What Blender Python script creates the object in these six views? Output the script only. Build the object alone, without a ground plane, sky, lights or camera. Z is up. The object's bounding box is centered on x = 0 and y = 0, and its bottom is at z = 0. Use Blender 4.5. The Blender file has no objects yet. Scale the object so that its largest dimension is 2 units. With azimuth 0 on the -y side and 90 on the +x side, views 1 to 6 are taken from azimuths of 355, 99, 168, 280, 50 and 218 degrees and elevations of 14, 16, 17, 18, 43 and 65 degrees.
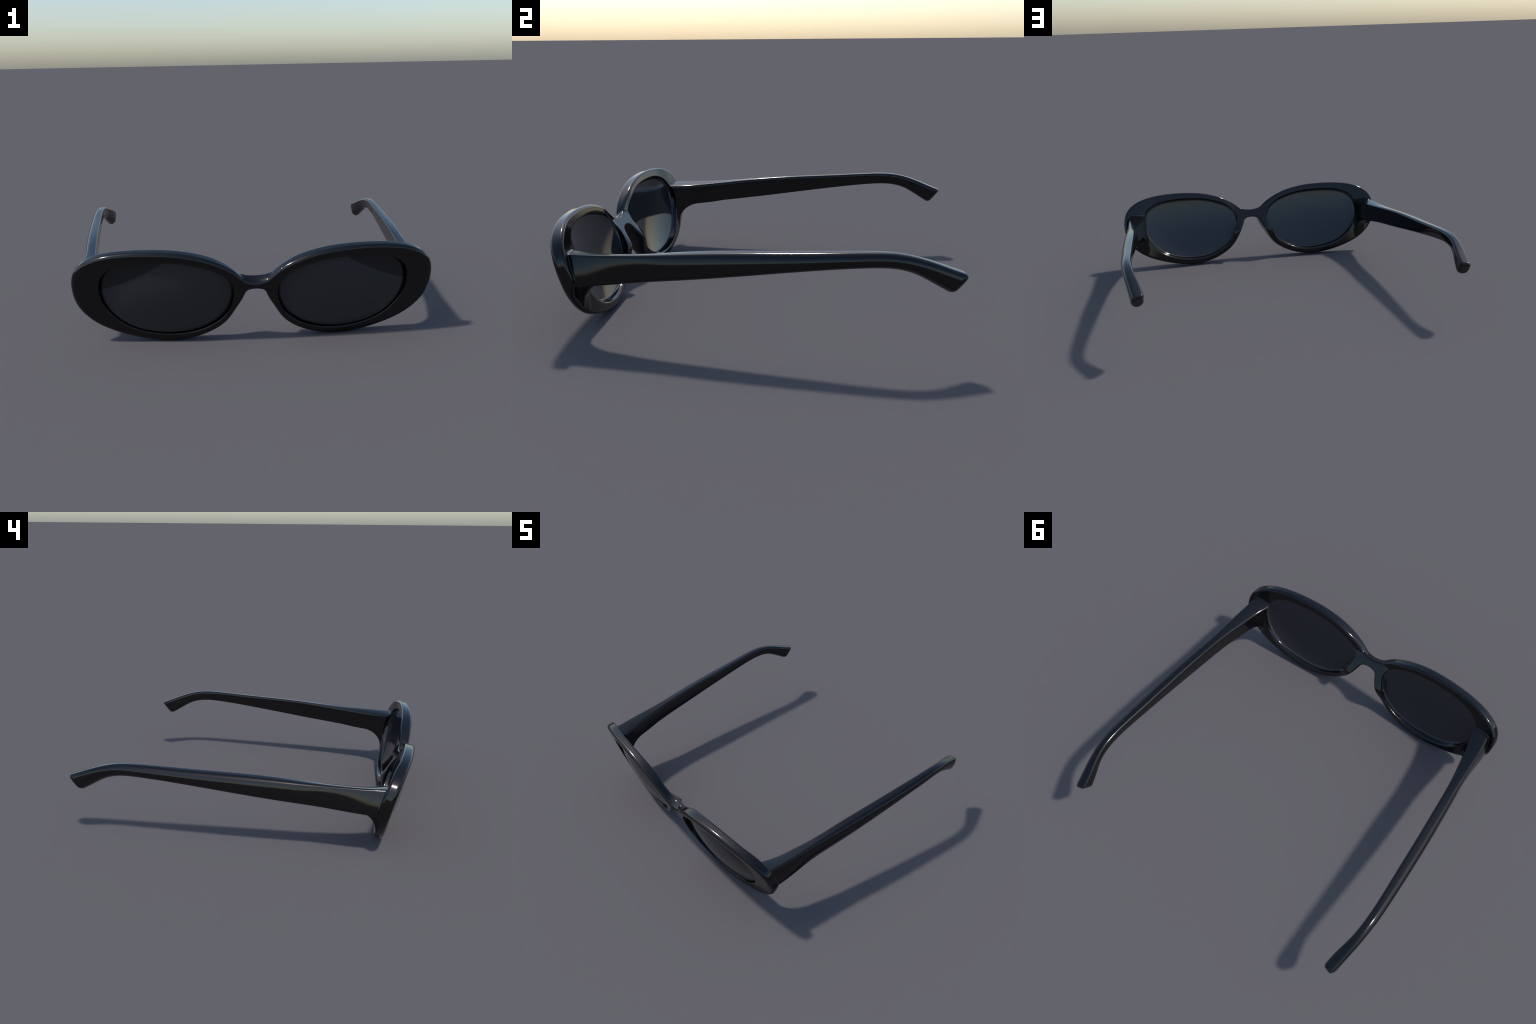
"""Black oval sunglasses: one moulded frame (rims, bridge, nose pads, temples)
described as a smooth distance field, meshed by surface nets, split into parts;
two dark lenses set in the openings."""
import bpy, math
import numpy as np

# ------------------------------------------------------------------ plate --
# The front is a plate, tilted so that its top leans forward, bent backwards
# towards the temples.  Local coordinates: x, n (depth behind front face), h (up the plate)
TILT = math.atan(0.309)
CA, SA = math.cos(TILT), math.sin(TILT)

def wrap(x):
    return CA * (-0.8055 + 0.0531 * x ** 2 + 0.018 * x ** 4)

def to_plate(x, y, z):
    return CA * y + SA * z - wrap(x), CA * z - SA * y

def to_world(x, n, h):
    yy = n + wrap(x)
    return x, CA * yy - SA * h, SA * yy + CA * h

# ------------------------------------------------- rim / opening outlines --
# each outline is an oval: centre, width stretch, mean radius and harmonics (cos, sin)
OUTER = dict(c=(0.51, 0.505), st=1.75,
             r=[0.2665, 0.0045, 0.009, -0.0075, 0.0052, -0.0006, 0.0101, -0.0035, -0.0044,
                -0.0023, 0.0, -0.0005, -0.0016, 0.0007, 0.0004, 0.0001, -0.0005])
OPENING = dict(c=(0.465, 0.502), st=1.6,
               r=[0.2235, 0.0037, 0.0095, -0.0012, 0.006, -0.0027, 0.0083, -0.005, -0.0005,
                  -0.0008, -0.0004, -0.0005, -0.0009, 0.001, -0.0007])

def oval_radius(o, th):
    c = o['r']
    R = np.full_like(th, c[0]); dR = np.zeros_like(th)
    for k in range(1, (len(c) - 1) // 2 + 1):
        a, b = c[2 * k - 1], c[2 * k]
        ck, sk = np.cos(k * th), np.sin(k * th)
        R = R + a * ck + b * sk
        dR = dR + k * (b * ck - a * sk)
    return R, dR

def oval_distance(o, x, h):
    qx = (x - o['c'][0]) / o['st']; qz = h - o['c'][1]
    r = np.sqrt(qx * qx + qz * qz) + 1e-6
    R, dR = oval_radius(o, np.arctan2(qz, qx))
    ux, uz = qx / r, qz / r
    t = -dR / r
    gx, gz = (ux - t * uz) / o['st'], uz + t * ux
    return (r - R) / np.maximum(np.sqrt(gx * gx + gz * gz), 0.35)

# ------------------------------------------------------------- small tools --
def smooth(a, b, v):
    t = np.clip((v - a) / (b - a), 0, 1)
    return t * t * (3 - 2 * t)

def join_round(a, b, k):
    """union with a concave fillet of radius k"""
    return np.maximum(k, np.minimum(a, b)) - np.sqrt(np.maximum(k - a, 0) ** 2 + np.maximum(k - b, 0) ** 2)

def cut_round(a, b, k):
    """intersection with a convex rounding of radius k"""
    return np.minimum(-k, np.maximum(a, b)) + np.sqrt(np.maximum(k + a, 0) ** 2 + np.maximum(k + b, 0) ** 2)

def spline(xs, ys):
    """natural cubic spline, linear outside"""
    xs, ys = np.array(xs, float), np.array(ys, float)
    n = len(xs); hh = np.diff(xs)
    A = np.eye(n); B = np.zeros(n)
    for i in range(1, n - 1):
        A[i, i - 1], A[i, i], A[i, i + 1] = hh[i - 1], 2 * (hh[i - 1] + hh[i]), hh[i]
        B[i] = 6 * ((ys[i + 1] - ys[i]) / hh[i] - (ys[i] - ys[i - 1]) / hh[i - 1])
    M = np.linalg.solve(A, B)
    def f(v):
        vc = np.clip(v, xs[0], xs[-1])
        i = np.clip(np.searchsorted(xs, vc) - 1, 0, n - 2)
        h = hh[i]; a = (xs[i + 1] - vc) / h; b = (vc - xs[i]) / h
        s = a * ys[i] + b * ys[i + 1] + ((a ** 3 - a) * M[i] + (b ** 3 - b) * M[i + 1]) * h * h / 6
        s0 = (ys[1] - ys[0]) / hh[0] - M[1] * hh[0] / 6
        s1 = (ys[-1] - ys[-2]) / hh[-1] + M[-2] * hh[-1] / 6
        return s + np.minimum(v - xs[0], 0) * s0 + np.maximum(v - xs[-1], 0) * s1
    return f

# ------------------------------------------------------------------ temple --
# rails of the temple along y: outer x, inner x, outer top z, inner top z, bottom z
TY = [-0.80, -0.70, -0.60, -0.45, -0.20, 0.10, 0.35, 0.52, 0.60, 0.67, 0.74, 0.82, 0.90, 0.96]
T_OUT = spline(TY, [0.911, 0.921, 0.931, 0.945, 0.967, 0.986, 0.996, 1.000, 1.000, 0.997, 0.992, 0.982, 0.970, 0.961])
T_IN = spline(TY, [0.797, 0.828, 0.848, 0.872, 0.895, 0.915, 0.929, 0.938, 0.939, 0.937, 0.930, 0.913, 0.897, 0.890])
T_TOPO = spline(TY, [0.408, 0.409, 0.413, 0.419, 0.434, 0.451, 0.464, 0.475, 0.478, 0.474, 0.461, 0.437, 0.407, 0.385])
T_TOPI = spline(TY, [0.392, 0.391, 0.398, 0.413, 0.441, 0.460, 0.472, 0.480, 0.481, 0.477, 0.464, 0.439, 0.409, 0.387])
T_BOT = spline(TY, [0.259, 0.267, 0.276, 0.291, 0.320, 0.360, 0.392, 0.409, 0.412, 0.406, 0.386, 0.343, 0.298, 0.266])

def temple_field(x, y, z, n, outline, T):
    xo, xi = T_OUT(y), T_IN(y)
    zo, zi, zb = T_TOPO(y), T_TOPI(y), T_BOT(y) + 0.002
    xc, hw = (xo + xi) / 2, (xo - xi) / 2
    x0 = x
    x = x + 0.010 * smooth(0.50, 0.85, y) * np.clip((zo - z) / (zo - zb), 0, 1)
    t = (x - xc) / hw
    top = (zo + zi) / 2 + (zo - zi) / 2 * np.clip(t, -1.5, 1.5) + 0.003 * (1 - np.clip(t, -1, 1) ** 2)
    hgt = np.clip((z - zb) / (top - zb), 0, 1)
    soft = smooth(-0.75, -0.3, y)
    flare = 0.033 * smooth(-0.40, -0.82, y) * (1 - hgt ** 1.7)
    belly = np.where(hgt < 0.5, 0.007, 0.014) * (2 * hgt - 1) ** 2
    side = np.where(t > 0, x - xc - hw - flare + soft * belly, xc - hw - x + 0.004 * soft * (1 - hgt) ** 2)
    e = 1e-3
    sl_t = (T_TOPO(y + e) - T_TOPO(y - e)) / (2 * e)
    sl_b = (T_BOT(y + e) - T_BOT(y - e)) / (2 * e)
    dt = (z - top) / np.sqrt(1 + sl_t ** 2)
    db = (zb - z) / np.sqrt(1 + sl_b ** 2)
    # web on the inner side that sweeps down from the temple root to the back of the rim
    web = np.maximum(join_round(zb - 0.004 - z, n - T + 0.003, 0.150), outline + 0.006)
    m = smooth(0.905, 0.875, x0) * smooth(-0.45, -0.55, y)
    db = db + (np.minimum(db, web) - db) * m
    d = cut_round(side, dt, 0.009 + 0.005 * soft)
    base = np.where(t > 0, 0.008 + 0.010 * soft, 0.010)
    d = cut_round(d, db, base + (0.034 - base) * smooth(0.50, 0.80, y))
    tip = (y - 0.967) * 0.763 - (z - 0.386) * 0.647 + 0.25 * np.maximum(xc - x, -0.02)
    return cut_round(d, tip, 0.020)

# ------------------------------------------------------------- whole frame --
def field(x, y, z):
    x = np.abs(x)
    n, h = to_plate(x, y, z)
    # outline of rim + bridge
    d = oval_distance(OUTER, x, h) - 0.0022 + 0.003 * smooth(0.36, 0.25, h) + 0.10 * (n - 0.03) * smooth(0.40, 0.60, h)
    br = np.maximum(h - (0.602 + 0.32 * np.clip(n, 0, 0.07) + (4.0 - 40.0 * np.clip(n, 0, 0.07)) * x * x), (0.553 - 4.5 * x * x) - h)
    br = np.maximum(br, x - 0.13)
    outline = d
    d = join_round(d, br, np.where(h > 0.575, 0.005, 0.014))
    # plate thickness: thicker nose pads, thinner at the lower edge
    ho = oval_distance(OPENING, x, h)
    low = smooth(0.52, 0.42, h)
    T = 0.060 + 0.007 * smooth(0.70, 0.85, x) * (1 - low) - 0.21 * low * np.clip(ho, 0, 0.12)
    # towards the nose the back slopes: thin at the bridge top, thick at the nose pads
    nose = np.clip(0.060 + 0.34 * (0.565 - h), 0.042, 0.097)
    T = T + (nose - T) * smooth(0.24, 0.10, x) * smooth(0.32, 0.45, h)
    d = cut_round(d, -0.0205 + 0.019 * x - 0.022 * (0.5 - h) - n, 0.024)
    d = cut_round(d, n - T, 0.014)
    # temple joined to the back of the rim, large fillet below on the inner side
    t = temple_field(x, y, z, n, outline, T)
    t = np.maximum(t, 0.025 - n)
    k = 0.004 + (0.004 + 0.014 * smooth(0.40, 0.36, z)) * smooth(0.915, 0.87, x)
    k = np.maximum(k * smooth(0.030, 0.055, n), 1e-4)
    d = join_round(d, t, k)
    # lens opening, bevelled at the back
    bevel = 0.019 * smooth(0.036, 0.066, n) * (0.18 + 0.82 * smooth(0.45, 0.33, h) * smooth(0.25, 0.4, x))
    ho = ho - bevel + 0.9 * np.maximum(n - 0.062, 0)
    return cut_round(d, -ho, 0.006)

# ------------------------------------------------------------ surface nets --
STEP = 0.0034

def mesh_half():
    """surface nets of the field on x >= 0; cells that straddle x = 0 are snapped to it"""
    lo = np.array([-0.5 * STEP, -0.985, -0.012])
    dims = np.array([int(1.02 / STEP), int(1.985 / STEP), int(0.58 / STEP)])
    B = 8
    dims = (dims // B + 1) * B
    F = np.full(dims + 1, 1.0, np.float32)
    nb = dims // B
    bi = np.stack(np.meshgrid(*[np.arange(m) for m in nb], indexing='ij'), -1).reshape(-1, 3)
    cen = lo + (bi * B + B / 2) * STEP
    v = field(cen[:, 0], cen[:, 1], cen[:, 2])
    act = bi[np.abs(v) < B * STEP * 1.6]
    off = np.stack(np.meshgrid(*[np.arange(B + 1)] * 3, indexing='ij'), -1).reshape(-1, 3)
    for s in range(0, len(act), 600):
        idx = (act[s:s + 600, None, :] * B + off[None]).reshape(-1, 3)
        p = lo + idx * STEP
        F[idx[:, 0], idx[:, 1], idx[:, 2]] = field(p[:, 0], p[:, 1], p[:, 2])
    # vertices
    S = F < 0
    cnt = np.zeros(dims, np.int8)
    for dx in (0, 1):
        for dy in (0, 1):
            for dz in (0, 1):
                cnt += S[dx:dims[0] + dx, dy:dims[1] + dy, dz:dims[2] + dz]
    cell = np.argwhere((cnt > 0) & (cnt < 8))
    vid = np.full(dims, -1, np.int64)
    vid[cell[:, 0], cell[:, 1], cell[:, 2]] = np.arange(len(cell))
    acc = np.zeros((len(cell), 3)); num = np.zeros(len(cell))
    cor = [(a, b, c) for a in (0, 1) for b in (0, 1) for c in (0, 1)]
    for a in cor:
        for ax in range(3):
            if a[ax]:
                continue
            b = list(a); b[ax] = 1
            fa = F[cell[:, 0] + a[0], cell[:, 1] + a[1], cell[:, 2] + a[2]]
            fb = F[cell[:, 0] + b[0], cell[:, 1] + b[1], cell[:, 2] + b[2]]
            m = (fa < 0) != (fb < 0)
            t = np.where(m, fa / np.where(m, fa - fb, 1), 0)
            p = np.repeat(np.array(a, float)[None], len(cell), 0); p[:, ax] = t
            acc += p * m[:, None]; num += m
    P = lo + (cell + acc / num[:, None]) * STEP
    # faces
    quads = []
    for ax in range(3):
        u, w = (ax + 1) % 3, (ax + 2) % 3
        sl0 = [slice(None)] * 3; sl1 = [slice(None)] * 3
        sl0[ax] = slice(0, dims[ax]); sl1[ax] = slice(1, dims[ax] + 1)
        for q in (u, w):
            sl0[q] = slice(1, dims[q]); sl1[q] = slice(1, dims[q])
        A, Bq = S[tuple(sl0)], S[tuple(sl1)]
        e = np.argwhere(A != Bq)
        base = e.copy(); base[:, u] += 1; base[:, w] += 1
        inside = A[e[:, 0], e[:, 1], e[:, 2]]
        def cv(du, dw):
            c = base.copy(); c[:, u] -= du; c[:, w] -= dw
            return vid[c[:, 0], c[:, 1], c[:, 2]]
        q = np.stack([cv(1, 1), cv(0, 1), cv(0, 0), cv(1, 0)], 1)
        q[~inside] = q[~inside][:, ::-1]
        quads.append(q)
    Q = np.concatenate(quads)
    Q = Q[(Q >= 0).all(1)]
    mid = cell[:, 0] == 0
    # pull vertices onto the surface, read exact normals
    def grad(P, e=4e-4):
        g = np.empty_like(P)
        for i in range(3):
            d = np.zeros(3); d[i] = e
            a, b = P + d, P - d
            g[:, i] = (field(*a.T) - field(*b.T)) / (2 * e)
        return g
    P[mid, 0] = 0
    for _ in range(3):
        g = grad(P)
        f = field(*P.T)
        st = -f / np.maximum((g * g).sum(1), 0.2)
        P = P + np.clip(st, -STEP, STEP)[:, None] * g
        P[mid, 0] = 0
    g = grad(P, 9e-4)
    g[mid, 0] = 0
    N = g / np.linalg.norm(g, axis=1)[:, None]
    return P, N, Q, mid

# ---------------------------------------------------------------- materials --
def new_material(name):
    m = bpy.data.materials.new(name); m.use_nodes = True
    nt = m.node_tree
    return m, nt, nt.nodes['Principled BSDF']

def plastic_material():
    m, nt, b = new_material('black_acetate')
    tc = nt.nodes.new('ShaderNodeTexCoord')
    no = nt.nodes.new('ShaderNodeTexNoise'); no.inputs['Scale'].default_value = 9.0
    no.inputs['Detail'].default_value = 4.0
    nt.links.new(tc.outputs['Object'], no.inputs['Vector'])
    r = nt.nodes.new('ShaderNodeMapRange')
    r.inputs['To Min'].default_value = 0.085; r.inputs['To Max'].default_value = 0.115
    nt.links.new(no.outputs['Fac'], r.inputs['Value'])
    nt.links.new(r.outputs['Result'], b.inputs['Roughness'])
    ramp = nt.nodes.new('ShaderNodeValToRGB')
    ramp.color_ramp.elements[0].color = (0.0030, 0.0030, 0.0031, 1)
    ramp.color_ramp.elements[1].color = (0.0042, 0.0042, 0.0043, 1)
    nt.links.new(no.outputs['Fac'], ramp.inputs['Fac'])
    nt.links.new(ramp.outputs['Color'], b.inputs['Base Color'])
    b.inputs['IOR'].default_value = 1.5
    return m

def lens_material(name, dark_corner):
    """smoked lens; on the front a darker patch with curved edge, upper outer corner"""
    m, nt, b = new_material(name)
    L, new = nt.links, nt.nodes.new
    tint = new('ShaderNodeMix'); tint.data_type = 'RGBA'
    tint.inputs['A'].default_value = (0.027, 0.029, 0.032, 1)
    tint.inputs['B'].default_value = (0.009, 0.009, 0.010, 1)
    tint.inputs['Factor'].default_value = 0.0
    if dark_corner:
        tc = new('ShaderNodeTexCoord'); sep = new('ShaderNodeSeparateXYZ')
        L.new(tc.outputs['Object'], sep.inputs['Vector'])
        def math_node(op, a, bb):
            q = new('ShaderNodeMath'); q.operation = op
            for k, v in enumerate((a, bb)):
                if v is None:
                    continue
                if isinstance(v, (int, float)):
                    q.inputs[k].default_value = v
                else:
                    L.new(v, q.inputs[k])
            return q.outputs[0]
        ax = math_node('ABSOLUTE', sep.outputs['X'], None)
        u = math_node('SUBTRACT', 0.80, ax)
        slope = math_node('ADD', math_node('MULTIPLY', u, 0.513), 0.293)
        line = math_node('ADD', math_node('MULTIPLY', u, slope), 0.318)
        over = math_node('SUBTRACT', sep.outputs['Z'], line)
        r = new('ShaderNodeMapRange')
        r.inputs['From Min'].default_value = -0.002; r.inputs['From Max'].default_value = 0.002
        L.new(over, r.inputs['Value'])
        L.new(r.outputs['Result'], tint.inputs['Factor'])
    L.new(tint.outputs['Result'], b.inputs['Base Color'])
    b.inputs['Roughness'].default_value = 0.08
    b.inputs['IOR'].default_value = 1.5
    return m

# ------------------------------------------------------------------- objects --
def add_part(name, P, N, Q, mat, parent):
    used, inv = np.unique(Q, return_inverse=True)
    me = bpy.data.meshes.new(name)
    me.from_pydata(P[used].tolist(), [], inv.reshape(Q.shape).tolist())
    me.materials.append(mat)
    me.polygons.foreach_set('use_smooth', [True] * len(me.polygons))
    me.update()
    me.normals_split_custom_set_from_vertices(N[used].tolist())
    ob = bpy.data.objects.new(name, me)
    bpy.context.collection.objects.link(ob)
    ob.parent = parent
    return ob

RINGS, SEG = 40, 192

def lens_mesh(sign):
    """thin domed disc following the opening, its edge seated inside the rim"""
    th = np.linspace(0, 2 * np.pi, SEG, endpoint=False)
    R, _ = oval_radius(OPENING, th)
    V = []
    def layer(n0, curve, s, edge=0.0):
        k = R * s + 0.004 * s
        x = OPENING['c'][0] + OPENING['st'] * k * np.cos(th)
        h = OPENING['c'][1] + k * np.sin(th)
        n = n0 + curve[0] * (x - OPENING['c'][0]) ** 2 + curve[1] * (h - OPENING['c'][1]) ** 2 + curve[2] * (h - OPENING['c'][1])
        return np.stack(to_world(x, n + edge * smooth(0.94, 1.0, s) ** 2, h), 1)
    ss = 1 - (1 - np.linspace(0, 1, RINGS + 1)[1:]) ** 1.7
    faces = []
    def add_side(n0, curve, flip, edge=0.0):
        base = len(V)
        V.append(np.array(layer(n0, curve, 1e-6, edge)[0]))
        for s in ss:
            V.extend(layer(n0, curve, s, edge))
        for j in range(SEG):
            f = [base, base + 1 + j, base + 1 + (j + 1) % SEG]
            faces.append(f[::-1] if flip else f)
            for i in range(RINGS - 1):
                a = base + 1 + i * SEG
                f = [a + j, a + SEG + j, a + SEG + (j + 1) % SEG, a + (j + 1) % SEG]
                faces.append(f[::-1] if flip else f)
        return base + 1 + (RINGS - 1) * SEG
    a = add_side(-0.025, (0.33, 0.62, 0.045), False, 0.013)
    b = add_side(0.009, (0.24, 0.40, 0.0), True, 0.010)
    for j in range(SEG):
        faces.append([a + j, b + j, b + (j + 1) % SEG, a + (j + 1) % SEG])
    V = np.array(V)
    if sign < 0:
        V = V * np.array([-1, 1, 1]); faces = [f[::-1] for f in faces]
    me = bpy.data.meshes.new('lens')
    me.from_pydata(V.tolist(), [], faces)
    me.polygons.foreach_set('use_smooth', [True] * len(me.polygons))
    me.update()
    me.set_sharp_from_angle(angle=math.radians(40))
    return me

def build():
    root = bpy.data.objects.new('sunglasses', None)
    bpy.context.collection.objects.link(root)
    root['label'] = 'glossy black oval sunglasses with dark lenses, temples open'
    root['category'] = 'sunglasses'
    plastic = plastic_material()
    glass_front = lens_material('smoked_lens_front', True)
    glass_back = lens_material('smoked_lens_back', False)

    P, N, Q, mid = mesh_half()
    # mirror to the other side, sharing the vertices on x = 0
    other = np.arange(len(P)) + len(P)
    other[mid] = np.arange(len(P))[mid]
    M = np.array([-1, 1, 1])
    P2, N2 = np.concatenate([P, P * M]), np.concatenate([N, N * M])
    c = P[Q].mean(1)
    n, h = to_plate(c[:, 0], c[:, 1], c[:, 2])
    temple = (n > 0.0665) & (c[:, 0] > 0.6)
    bridge = (c[:, 0] < 0.058) & (h > 0.52) & ~temple
    pad = (n > 0.058) & (c[:, 0] < 0.2) & (h < 0.60) & (h > 0.34) & ~bridge & ~temple
    rim = ~(temple | bridge | pad)
    flip = other[Q][:, ::-1]
    for name, mask in (('rim', rim), ('nose_pad', pad), ('temple', temple)):
        add_part(name, P2, N2, Q[mask], plastic, root)
        add_part(name, P2, N2, flip[mask], plastic, root)
    add_part('bridge', P2, N2, np.concatenate([Q[bridge], flip[bridge]]), plastic, root)
    for s in (1, -1):
        me = lens_mesh(s)
        me.materials.append(glass_front); me.materials.append(glass_back)
        for p in me.polygons:
            p.material_index = 0 if p.index < RINGS * SEG else 1
        ob = bpy.data.objects.new('lens', me)
        bpy.context.collection.objects.link(ob)
        ob.parent = root

build()
